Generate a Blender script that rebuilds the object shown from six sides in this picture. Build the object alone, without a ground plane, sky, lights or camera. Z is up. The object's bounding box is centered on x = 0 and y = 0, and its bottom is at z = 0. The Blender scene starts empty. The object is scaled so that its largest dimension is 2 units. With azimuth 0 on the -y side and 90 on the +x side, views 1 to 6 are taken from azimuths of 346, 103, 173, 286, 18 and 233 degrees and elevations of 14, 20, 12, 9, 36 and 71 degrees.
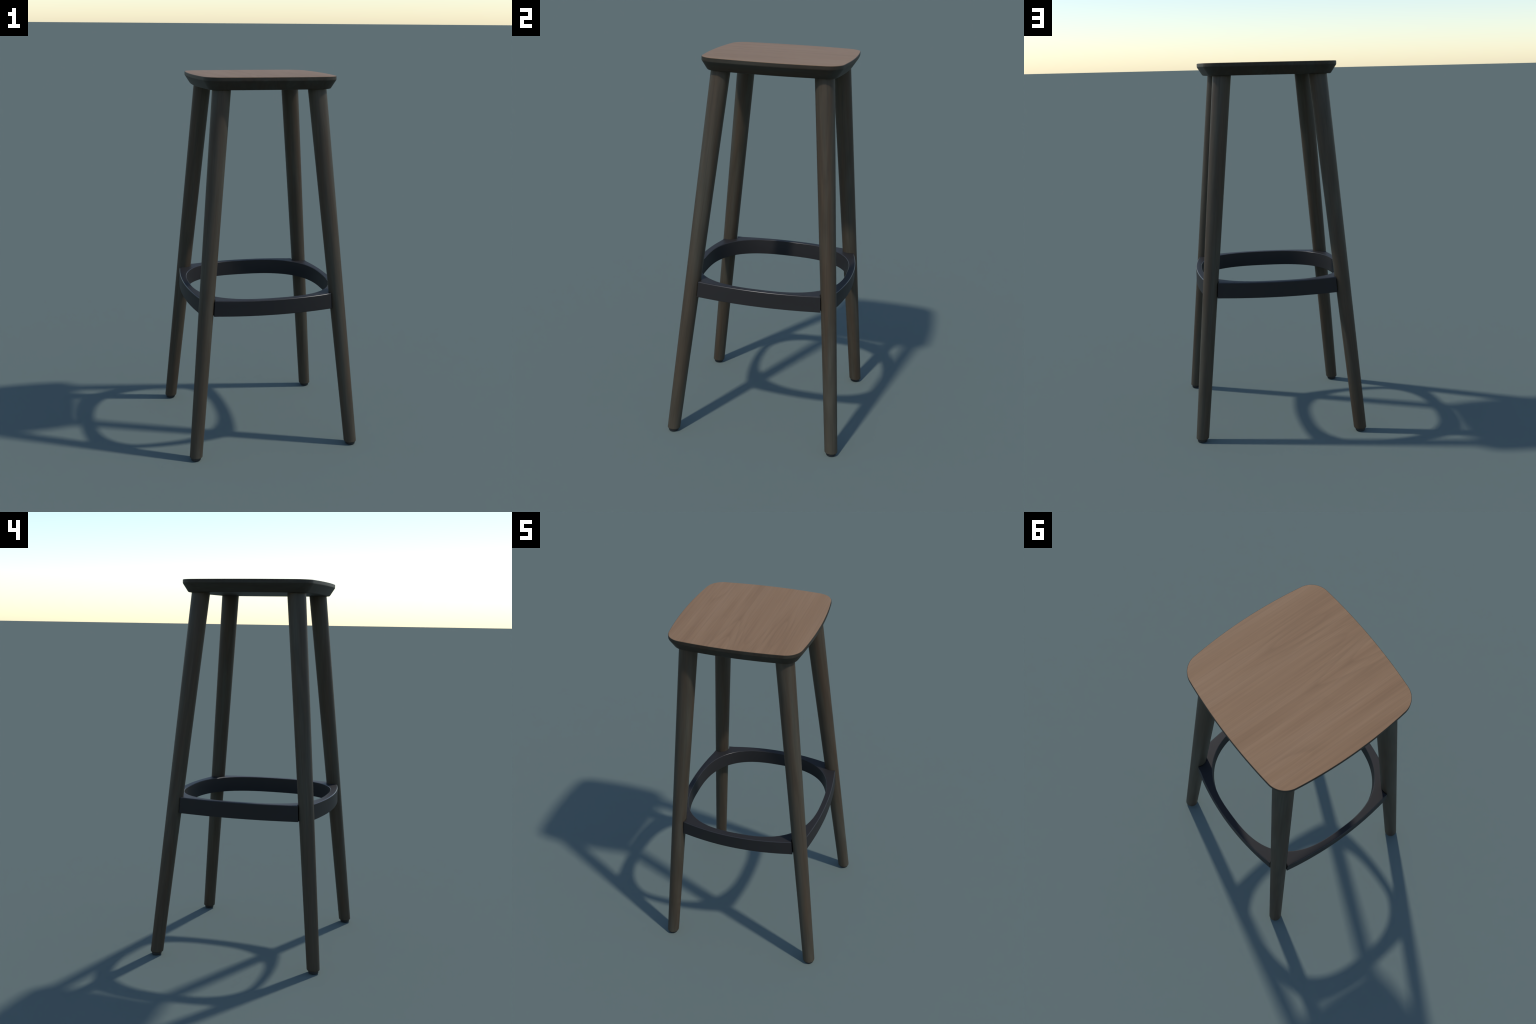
"""Tall four-legged bar stool: bowed-square seat with an oak veneer top, four round
tapered splayed legs of black-stained wood on glides, and a cast black footrest ring."""
import bpy, bmesh, math
from mathutils import Vector, Matrix

# ------------------------------------------------------------------ sizes (metres)
SEAT_TOP = 2.0            # upper face of the seat
SEAT_UNDER = 1.9345       # underside of the seat
SEAT_HALF = (0.3687, 0.3648)      # half width at the middle of each bowed side (x, y)
SEAT_BOW = (0.0180, 0.0145)       # how far each side falls back toward the corner
SEAT_CORNER = 0.090               # corner radius seen from above
SEAT_RIM = 0.0195                 # height of the upright rim above the chamfer
SEAT_INSET = 0.0298               # how far the chamfer goes in
LEG_TOP = (0.2515, 0.2564, 1.95)  # leg axis, upper and lower points (mirrored 4 times)
LEG_FOOT = (0.4355, 0.4357, 0.0)
LEG_R_TOP, LEG_R_FOOT = 0.0483, 0.0339
RING_TOP, RING_UNDER = 0.8610, 0.7765
RING_SIDE_TOP = (0.4180, 0.4300)   # middle of outer sides at the top (x, y)
RING_SIDE_UNDER = (0.4180, 0.4275)
RING_END_TOP = (0.3855, 0.3852)    # outer sides where they meet the legs
RING_END_UNDER = (0.3890, 0.3892)
RING_HOLE_TOP = (0.3862, 0.3938)
RING_HOLE_UNDER = (0.3825, 0.3905)
RING_HOLE_POWER = 2.65


def lerp(a, b, t):
    return a + (b - a) * t


def leg_axis(z):
    t = z / LEG_TOP[2]
    return Vector((lerp(LEG_FOOT[0], LEG_TOP[0], t), lerp(LEG_FOOT[1], LEG_TOP[1], t), z))


def leg_radius(z):
    return lerp(LEG_R_FOOT, LEG_R_TOP, z / LEG_TOP[2])


# ------------------------------------------------------------------ materials
class Nodes:
    """Small helper that wires shader nodes."""

    def __init__(self, name):
        self.mat = bpy.data.materials.new(name)
        self.mat.use_nodes = True
        self.tree = self.mat.node_tree
        self.bsdf = self.tree.nodes["Principled BSDF"]

    def add(self, kind, **props):
        n = self.tree.nodes.new(kind)
        for k, v in props.items():
            setattr(n, k, v)
        return n

    def link(self, a, b):
        self.tree.links.new(a, b)

    def noise(self, vec, scale, detail=2.0, rough=0.5, distort=0.0):
        n = self.add("ShaderNodeTexNoise")
        n.inputs["Scale"].default_value = scale
        n.inputs["Detail"].default_value = detail
        n.inputs["Roughness"].default_value = rough
        n.inputs["Distortion"].default_value = distort
        self.link(vec, n.inputs["Vector"])
        return n.outputs["Fac"]

    def math(self, op, a, b=0.5, clamp=False):
        n = self.add("ShaderNodeMath", operation=op, use_clamp=clamp)
        for i, v in enumerate((a, b)):
            if isinstance(v, (int, float)):
                n.inputs[i].default_value = v
            else:
                self.link(v, n.inputs[i])
        return n.outputs[0]

    def ramp(self, fac, stops):
        n = self.add("ShaderNodeValToRGB")
        e = n.color_ramp.elements
        while len(e) < len(stops):
            e.new(0.5)
        for el, (p, c) in zip(e, stops):
            el.position = p
            el.color = (c, c, c, 1) if isinstance(c, (int, float)) else (*c, 1)
        self.link(fac, n.inputs["Fac"])
        return n.outputs["Color"]

    def mix(self, fac, a, b, mode="MIX"):
        n = self.add("ShaderNodeMix", data_type="RGBA", blend_type=mode)
        for sock, v in ((n.inputs[0], fac), (n.inputs[6], a), (n.inputs[7], b)):
            if isinstance(v, (int, float)):
                sock.default_value = v
            elif isinstance(v, tuple):
                sock.default_value = (*v, 1)
            else:
                self.link(v, sock)
        return n.outputs[2]

    def coords(self, scale, shift_by_object=False):
        co = self.add("ShaderNodeTexCoord")
        mp = self.add("ShaderNodeMapping")
        mp.inputs["Scale"].default_value = scale
        self.link(co.outputs["Object"], mp.inputs["Vector"])
        if shift_by_object:
            info = self.add("ShaderNodeObjectInfo")
            sh = self.add("ShaderNodeCombineXYZ")
            k = self.math("MULTIPLY", info.outputs["Random"], 40.0)
            self.link(k, sh.inputs[0])
            self.link(k, sh.inputs[2])
            self.link(sh.outputs[0], mp.inputs["Location"])
        return mp.outputs["Vector"]

    def bump(self, height, strength, distance):
        n = self.add("ShaderNodeBump")
        n.inputs["Strength"].default_value = strength
        n.inputs["Distance"].default_value = distance
        self.link(height, n.inputs["Height"])
        self.link(n.outputs["Normal"], self.bsdf.inputs["Normal"])


def oak_veneer():
    m = Nodes("oak_veneer")
    broad = m.noise(m.coords((1.0, 0.09, 1.0)), 13.0, 2.0, 0.5, 0.1)
    lines = m.noise(m.coords((1.0, 0.014, 1.0)), 72.0, 2.0, 0.55, 0.0)
    fibre = m.noise(m.coords((1.0, 0.014, 1.0)), 260.0, 2.0, 0.6, 0.0)
    # contour lines of a long stretched field give the pointed flame figure
    field = m.noise(m.coords((1.0, 0.13, 1.0)), 8.0, 0.0, 0.4, 0.12)
    zone = m.ramp(m.noise(m.coords((1.0, 0.25, 1.0)), 8.0, 0.0), [(0.50, 0.0), (0.64, 1.0)])
    figure = m.math("FRACT", m.math("MULTIPLY", field, 9.0))
    base = m.ramp(broad, [(0.32, (0.240, 0.143, 0.081)), (0.50, (0.256, 0.155, 0.088)),
                          (0.70, (0.270, 0.167, 0.098))])
    veined = m.mix(1.0, base, m.ramp(figure, [(0.0, 1.01), (0.45, 1.0), (0.90, 0.92), (1.0, 1.01)]), "MULTIPLY")
    c = m.mix(zone, base, veined)
    c = m.mix(1.0, c, m.ramp(lines, [(0.30, 0.94), (0.70, 1.06)]), "MULTIPLY")
    c = m.mix(1.0, c, m.ramp(fibre, [(0.28, 0.95), (0.72, 1.05)]), "MULTIPLY")
    m.link(c, m.bsdf.inputs["Base Color"])
    m.bsdf.inputs["Roughness"].default_value = 0.48
    m.bsdf.inputs["Specular IOR Level"].default_value = 0.05
    m.bump(fibre, 0.10, 0.0004)
    return m.mat


def stained_wood(name, along, tone):
    """Black-brown stained wood; `along` is the grain axis (1 = y, 2 = z)."""
    def sc(k):
        return tuple(k if i == along else 1.0 for i in range(3))
    m = Nodes(name)
    broad = m.noise(m.coords(sc(0.07), True), 22.0, 2.0, 0.5, 0.3)
    figure = m.math("SINE", m.math("MULTIPLY", m.noise(m.coords(sc(0.09), True), 9.0, 1.0, 0.4, 0.2), 55.0))
    fibre = m.noise(m.coords(sc(0.02), True), 260.0, 3.0, 0.6)
    base = m.ramp(broad, [(0.32, tuple(tone * k for k in (1.02, 0.70, 0.44))),
                          (0.50, tuple(tone * k for k in (1.00, 0.78, 0.53))),
                          (0.68, tuple(tone * k for k in (1.06, 0.93, 0.68)))])
    c = m.mix(1.0, base, m.ramp(m.math("MULTIPLY_ADD", figure, 0.5), [(0.0, 0.92), (1.0, 1.05)]), "MULTIPLY")
    c = m.mix(1.0, c, m.ramp(fibre, [(0.25, 0.82), (0.75, 1.16)]), "MULTIPLY")
    m.link(c, m.bsdf.inputs["Base Color"])
    m.bsdf.inputs["Roughness"].default_value = 0.5
    m.bsdf.inputs["Specular IOR Level"].default_value = 0.22
    m.bump(fibre, 0.15, 0.0005)
    return m.mat


def black_metal(name, low, high, rough, spec):
    m = Nodes(name)
    grain = m.noise(m.coords((1, 1, 1)), 700.0, 2.0)
    c = m.ramp(grain, [(0.3, low), (0.7, high)])
    m.link(c, m.bsdf.inputs["Base Color"])
    m.bsdf.inputs["Roughness"].default_value = rough
    m.bsdf.inputs["Specular IOR Level"].default_value = spec
    m.bump(grain, 0.05, 0.0004)
    return m.mat


def black_rubber():
    m = Nodes("black_rubber")
    grain = m.noise(m.coords((1, 1, 1)), 300.0, 2.0)
    c = m.ramp(grain, [(0.3, (0.008, 0.008, 0.009)), (0.7, (0.013, 0.013, 0.014))])
    m.link(c, m.bsdf.inputs["Base Color"])
    m.bsdf.inputs["Roughness"].default_value = 0.6
    return m.mat


# ------------------------------------------------------------------ mesh helpers
def make_object(name, verts, faces, mat, parent, matrix=None, sharp=40.0):
    me = bpy.data.meshes.new(name)
    me.from_pydata([tuple(v) for v in verts], [], faces)
    bm = bmesh.new()
    bm.from_mesh(me)
    bmesh.ops.recalc_face_normals(bm, faces=bm.faces)
    for f in bm.faces:
        f.smooth = True
    lim = math.radians(sharp)
    for e in bm.edges:
        if len(e.link_faces) == 2 and e.calc_face_angle() > lim:
            e.smooth = False
    bm.to_mesh(me)
    bm.free()
    me.materials.append(mat)
    ob = bpy.data.objects.new(name, me)
    bpy.context.scene.collection.objects.link(ob)
    ob.parent = parent
    if matrix is not None:
        ob.matrix_local = matrix
    wn = ob.modifiers.new("weighted_normals", "WEIGHTED_NORMAL")
    wn.keep_sharp = True
    return ob


def rows_to_faces(rows, n):
    """Quads between consecutive closed rows of n vertices."""
    faces = []
    for r in range(rows - 1):
        for i in range(n):
            j = (i + 1) % n
            faces.append((r * n + i, r * n + j, (r + 1) * n + j, (r + 1) * n + i))
    return faces


def cap_grid(verts, faces, loop):
    """Close a convex loop with concentric quad rings (keeps flat shading clean)."""
    c = sum((Vector(verts[i]) for i in loop), Vector()) / len(loop)
    prev = list(loop)
    for t in (0.6, 0.25):
        cur = []
        for i in loop:
            cur.append(len(verts))
            verts.append(c.lerp(Vector(verts[i]), t))
        for k in range(len(loop)):
            k2 = (k + 1) % len(loop)
            faces.append((prev[k], prev[k2], cur[k2], cur[k]))
        prev = cur
    ci = len(verts)
    verts.append(c)
    for k in range(len(loop)):
        faces.append((prev[k], prev[(k + 1) % len(loop)], ci))


# ------------------------------------------------------------------ seat
def seat_outline():
    """Bowed square with rounded corners: points and outward normals, anticlockwise."""
    ax, ay = SEAT_HALF
    r = SEAT_CORNER

    def side_x(y):
        return ax - SEAT_BOW[0] * (y / 0.27) ** 2

    def side_y(x):
        return ay - SEAT_BOW[1] * (x / 0.27) ** 2

    # centre of the corner fillet: distance r from both bowed sides
    cx, cy = ax - r - 0.01, ay - r - 0.01
    for _ in range(40):
        dx = 2 * SEAT_BOW[0] * cy / 0.27 ** 2
        dy = 2 * SEAT_BOW[1] * cx / 0.27 ** 2
        tx = math.atan(dx)
        ty = math.atan(dy)
        cx = side_x(cy + r * math.sin(tx)) - r * math.cos(tx)
        cy = side_y(cx + r * math.sin(ty)) - r * math.cos(ty)
    tx = math.atan(2 * SEAT_BOW[0] * (cy + r * math.sin(tx)) / 0.27 ** 2)
    ty = math.atan(2 * SEAT_BOW[1] * (cx + r * math.sin(ty)) / 0.27 ** 2)
    quad = []
    y_end = cy + r * math.sin(tx)
    for k in range(20):
        y = y_end * k / 20
        quad.append(Vector((side_x(y), y)))
    a0, a1 = tx, math.pi / 2 - ty
    for k in range(25):
        a = lerp(a0, a1, k / 24)
        quad.append(Vector((cx + r * math.cos(a), cy + r * math.sin(a))))
    x_end = cx + r * math.sin(ty)
    for k in range(1, 20):
        x = x_end * (1 - k / 20)
        quad.append(Vector((x, side_y(x))))
    pts = list(quad)
    pts.append(Vector((0, ay)))
    pts += [Vector((-p.x, p.y)) for p in reversed(quad[1:])]
    pts.append(Vector((-ax, 0)))
    pts += [Vector((-p.x, -p.y)) for p in quad[1:]]
    pts.append(Vector((0, -ay)))
    pts += [Vector((p.x, -p.y)) for p in reversed(quad[1:])]
    n = len(pts)
    nor = []
    for i in range(n):
        t = pts[(i + 1) % n] - pts[i - 1]
        nor.append(Vector((t.y, -t.x)).normalized())
    return pts, nor


def round_profile(points, radii, steps=5):
    """Fillet the inner corners of an open 2D polyline (inset, z)."""
    out = [Vector(points[0])]
    for i in range(1, len(points) - 1):
        p, a, b = Vector(points[i]), Vector(points[i - 1]), Vector(points[i + 1])
        r = radii[i - 1]
        u, v = (a - p).normalized(), (b - p).normalized()
        s, e = p + u * r, p + v * r
        for k in range(steps + 1):
            t = k / steps
            out.append(s * (1 - t) ** 2 + p * 2 * t * (1 - t) + e * t * t)
    out.append(Vector(points[-1]))
    return out


def build_seat(root, stain, veneer):
    pts, nor = seat_outline()
    n = len(pts)

    def loft(profile):
        return [Vector((p.x - q.x * s.x, p.y - q.y * s.x, s.y)) for s in profile for p, q in zip(pts, nor)]

    # dark body: from just under the veneer, down the rim, in along the chamfer, under
    lip = 0.0016
    body = round_profile([(0.006, SEAT_TOP - lip), (0.0, SEAT_TOP - lip), (0.0, SEAT_TOP - SEAT_RIM),
                          (SEAT_INSET, SEAT_UNDER), (SEAT_INSET + 0.03, SEAT_UNDER)],
                         (0.0014, 0.0035, 0.006))
    v = loft(body)
    f = rows_to_faces(len(body), n)
    cap_grid(v, f, range((len(body) - 1) * n, len(body) * n))
    cap_grid(v, f, range(n))
    seat = make_object("seat", v, f, stain, root, sharp=60)
    # oak veneer sheet lying on the body, its upper edge eased over
    sheet = [Vector((0.0042, SEAT_TOP - lip - 0.0006)), Vector((0.0018, SEAT_TOP - lip - 0.0003))]
    for k in range(5):
        a = math.pi / 2 * k / 4
        sheet.append(Vector((0.0018 + 0.0012 * (1 - math.cos(a)), SEAT_TOP - 0.0012 + 0.0012 * math.sin(a))))
    sheet.append(Vector((0.014, SEAT_TOP)))
    v = loft(sheet)
    f = rows_to_faces(len(sheet), n)
    cap_grid(v, f, range((len(sheet) - 1) * n, len(sheet) * n))
    cap_grid(v, f, range(n))
    make_object("seat_veneer", v, f, veneer, seat, sharp=70)


# ------------------------------------------------------------------ legs
def build_leg(root, sx, sy, wood, rubber):
    foot = Vector((LEG_FOOT[0] * sx, LEG_FOOT[1] * sy, 0.0))
    top = Vector((LEG_TOP[0] * sx, LEG_TOP[1] * sy, LEG_TOP[2]))
    axis = (top - foot).normalized()
    rot = axis.to_track_quat("Z", "Y").to_matrix().to_4x4()
    mat = Matrix.Translation(foot) @ rot
    inv = mat.inverted()
    e1 = rot.to_3x3() @ Vector((1, 0, 0))
    e2 = rot.to_3x3() @ Vector((0, 1, 0))
    N = 64

    def ring(z, r):
        """Level slice of the tilted leg at height z with radius r, in leg space."""
        c = foot.lerp(top, z / LEG_TOP[2])
        out = []
        for i in range(N):
            a = 2 * math.pi * i / N
            p = c + e1 * (r * math.cos(a)) + e2 * (r * math.sin(a))
            p += axis * ((z - p.z) / axis.z)
            out.append(inv @ p)
        return out

    v, rows = [], 0
    base, ease = 0.0130, 0.0065
    for k in range(7):                                   # eased lower edge
        a = math.pi / 2 * k / 6
        v += ring(base + ease * (1 - math.cos(a)), leg_radius(0.02) - ease * (1 - math.sin(a)))
        rows += 1
    for k in range(1, 25):
        z = lerp(base + ease, 1.9385, k / 24)
        v += ring(z, leg_radius(z))
        rows += 1
    f = rows_to_faces(rows, N)
    cap_grid(v, f, range(N))
    cap_grid(v, f, range((rows - 1) * N, rows * N))
    leg = make_object("leg", v, f, wood, root, mat, sharp=60)
    # glide under the leg
    rp = 0.0262
    v, rows = [], 0
    for z, r in ((0.0, rp - 0.0020), (0.0008, rp - 0.0006), (0.0022, rp), (0.0150, rp)):
        v += ring(z, r)
        rows += 1
    f = rows_to_faces(rows, N)
    cap_grid(v, f, range(N))
    cap_grid(v, f, range((rows - 1) * N, rows * N))
    make_object("foot_glide", v, f, rubber, leg, sharp=60)


# ------------------------------------------------------------------ footrest
def footrest_outline(z):
    """Outer outline at height z: four bowed sides, ends rounded, notched round each leg."""
    t = (RING_TOP - z) / (RING_TOP - RING_UNDER)
    mid = [lerp(RING_SIDE_TOP[i], RING_SIDE_UNDER[i], t) for i in range(2)]
    end = [lerp(RING_END_TOP[i], RING_END_UNDER[i], t) for i in range(2)]
    c = leg_axis(z)
    shift = 0.0072
    nc = Vector((c.x + shift * 0.7071, c.y + shift * 0.7071))
    nr = leg_radius(z) + shift - 0.0004

    def fx(y):
        return mid[0] - (mid[0] - end[0]) * (y / 0.32) ** 2

    def fy(x):
        return mid[1] - (mid[1] - end[1]) * (x / 0.318) ** 2

    # where the notch circle meets the sides
    ye = nc.y - nr
    for _ in range(30):
        ye = nc.y - math.sqrt(max(nr * nr - (fx(ye) - nc.x) ** 2, 1e-9))
    xe = nc.x - nr
    for _ in range(30):
        xe = nc.x - math.sqrt(max(nr * nr - (fy(xe) - nc.y) ** 2, 1e-9))
    fil = 0.0035
    q = []
    ns = 24
    ys = ye - fil
    for k in range(ns + 1):
        y = ys * k / ns
        q.append(Vector((fx(y), y)))
    pa = Vector((fx(ye), ye))
    pb = Vector((xe, fy(xe)))
    aa = math.atan2(pa.y - nc.y, pa.x - nc.x)              # about -60 degrees
    ab = math.atan2(pb.y - nc.y, pb.x - nc.x)              # about 150 degrees
    aa = aa if aa < 0 else aa - 2 * math.pi
    ab = ab - 2 * math.pi if ab > 0 else ab
    da = fil / nr

    def arc(a):
        return Vector((nc.x + nr * math.cos(a), nc.y + nr * math.sin(a)))

    def ease(s, p, e):
        for k in range(1, 6):
            u = k / 6
            q.append(s * (1 - u) ** 2 + p * 2 * u * (1 - u) + e * u * u)
    ease(q[-1].copy(), pa, arc(aa - da))
    for k in range(29):
        q.append(arc(lerp(aa - da, ab + da, k / 28)))
    xs = xe - fil
    ease(q[-1].copy(), pb, Vector((xs, fy(xs))))
    for k in range(ns):
        x = xs * (1 - k / ns)
        q.append(Vector((x, fy(x))))
    out = list(q)
    out.append(Vector((0, mid[1])))
    out += [Vector((-p.x, p.y)) for p in reversed(q[1:])]
    out.append(Vector((-mid[0], 0)))
    out += [Vector((-p.x, -p.y)) for p in q[1:]]
    out.append(Vector((0, -mid[1])))
    out += [Vector((p.x, -p.y)) for p in reversed(q[1:])]
    return out


def normals_2d(pts, sign=1):
    n = len(pts)
    res = []
    for i in range(n):
        t = pts[(i + 1) % n] - pts[i - 1]
        res.append(Vector((t.y, -t.x)).normalized() * sign)
    return res


def build_footrest(root, metal, edge):
    def quarter(r, down):
        """(inset, height offset) steps that round one edge with radius r."""
        return [(r * (1 - math.sin(a)), r * (1 - math.cos(a)) * down)
                for a in [math.pi / 2 * k / 6 for k in range(7)]]
    ro, ri = 0.0060, 0.0036
    outer = [(i, RING_TOP + d) for i, d in quarter(ro, -1)]
    outer += [(0.0, lerp(RING_TOP - ro, RING_UNDER + 0.0025, k / 5)) for k in range(1, 5)]
    outer += [(i, RING_UNDER + d) for i, d in reversed(quarter(0.0025, 1))]
    inner = [(i, RING_UNDER + d) for i, d in quarter(0.0025, 1)]
    inner += [(i, RING_TOP + d) for i, d in reversed(quarter(ri, -1))]
    v, rows = [], 0
    ref = footrest_outline((RING_TOP + RING_UNDER) / 2)
    n = len(ref)
    ease = []                                   # rounding is finer round the notches
    for p in ref:
        d = (Vector((abs(p.x), abs(p.y))) - leg_axis(0.82).to_2d()).length
        ease.append(min(1.0, max(0.0, (d - 0.052) / 0.02)) * 0.85 + 0.15)
    for inset, z in outer:
        o = footrest_outline(z)
        nn = normals_2d(o)
        v += [Vector((p.x - m.x * inset * e, p.y - m.y * inset * e, z)) for p, m, e in zip(o, nn, ease)]
        rows += 1
    ang = []
    for i, p in enumerate(ref):
        a = math.atan2(p.y, p.x)
        a = a if a > -1e-6 or i < n // 4 else a + 2 * math.pi
        ang.append(max(a, ang[-1] + 1e-5) if ang else a)
    for inset, z in inner:
        t = (RING_TOP - z) / (RING_TOP - RING_UNDER)
        hx, hy = (lerp(RING_HOLE_TOP[i], RING_HOLE_UNDER[i], t) + inset for i in range(2))
        k = RING_HOLE_POWER
        for a in ang:
            rad = ((abs(math.cos(a)) / hx) ** k + (abs(math.sin(a)) / hy) ** k) ** (-1 / k)
            v.append(Vector((rad * math.cos(a), rad * math.sin(a), z)))
        rows += 1
    f = rows_to_faces(rows, n)
    for i in range(n):                                      # close the top between hole and rim
        j = (i + 1) % n
        f.append(((rows - 1) * n + i, (rows - 1) * n + j, j, i))
    ring = make_object("footrest", v, f, metal, root, sharp=70)
    ring.data.materials.append(edge)
    # the middle of the rounded upper edges carries a painted highlight: lighter, glossier metal
    for row in (2, 3, rows - 5, rows - 4):
        for i in range(row * n, (row + 1) * n):
            ring.data.polygons[i].material_index = 1


# ------------------------------------------------------------------ assemble
def main():
    root = bpy.data.objects.new("bar_stool", None)
    bpy.context.scene.collection.objects.link(root)
    root["label"] = "tall bar stool with oak seat, dark tapered legs and black footrest ring"
    root["category"] = "bar stool"
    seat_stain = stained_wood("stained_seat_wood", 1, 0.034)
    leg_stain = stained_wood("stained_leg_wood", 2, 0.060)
    rubber = black_rubber()
    build_seat(root, seat_stain, oak_veneer())
    for sx, sy in ((1, 1), (-1, 1), (-1, -1), (1, -1)):
        build_leg(root, sx, sy, leg_stain, rubber)
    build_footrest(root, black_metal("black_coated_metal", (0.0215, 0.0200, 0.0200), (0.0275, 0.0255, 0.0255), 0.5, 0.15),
                   black_metal("metal_edge_highlight", (0.028, 0.027, 0.028), (0.034, 0.033, 0.034), 0.28, 0.4))


main()
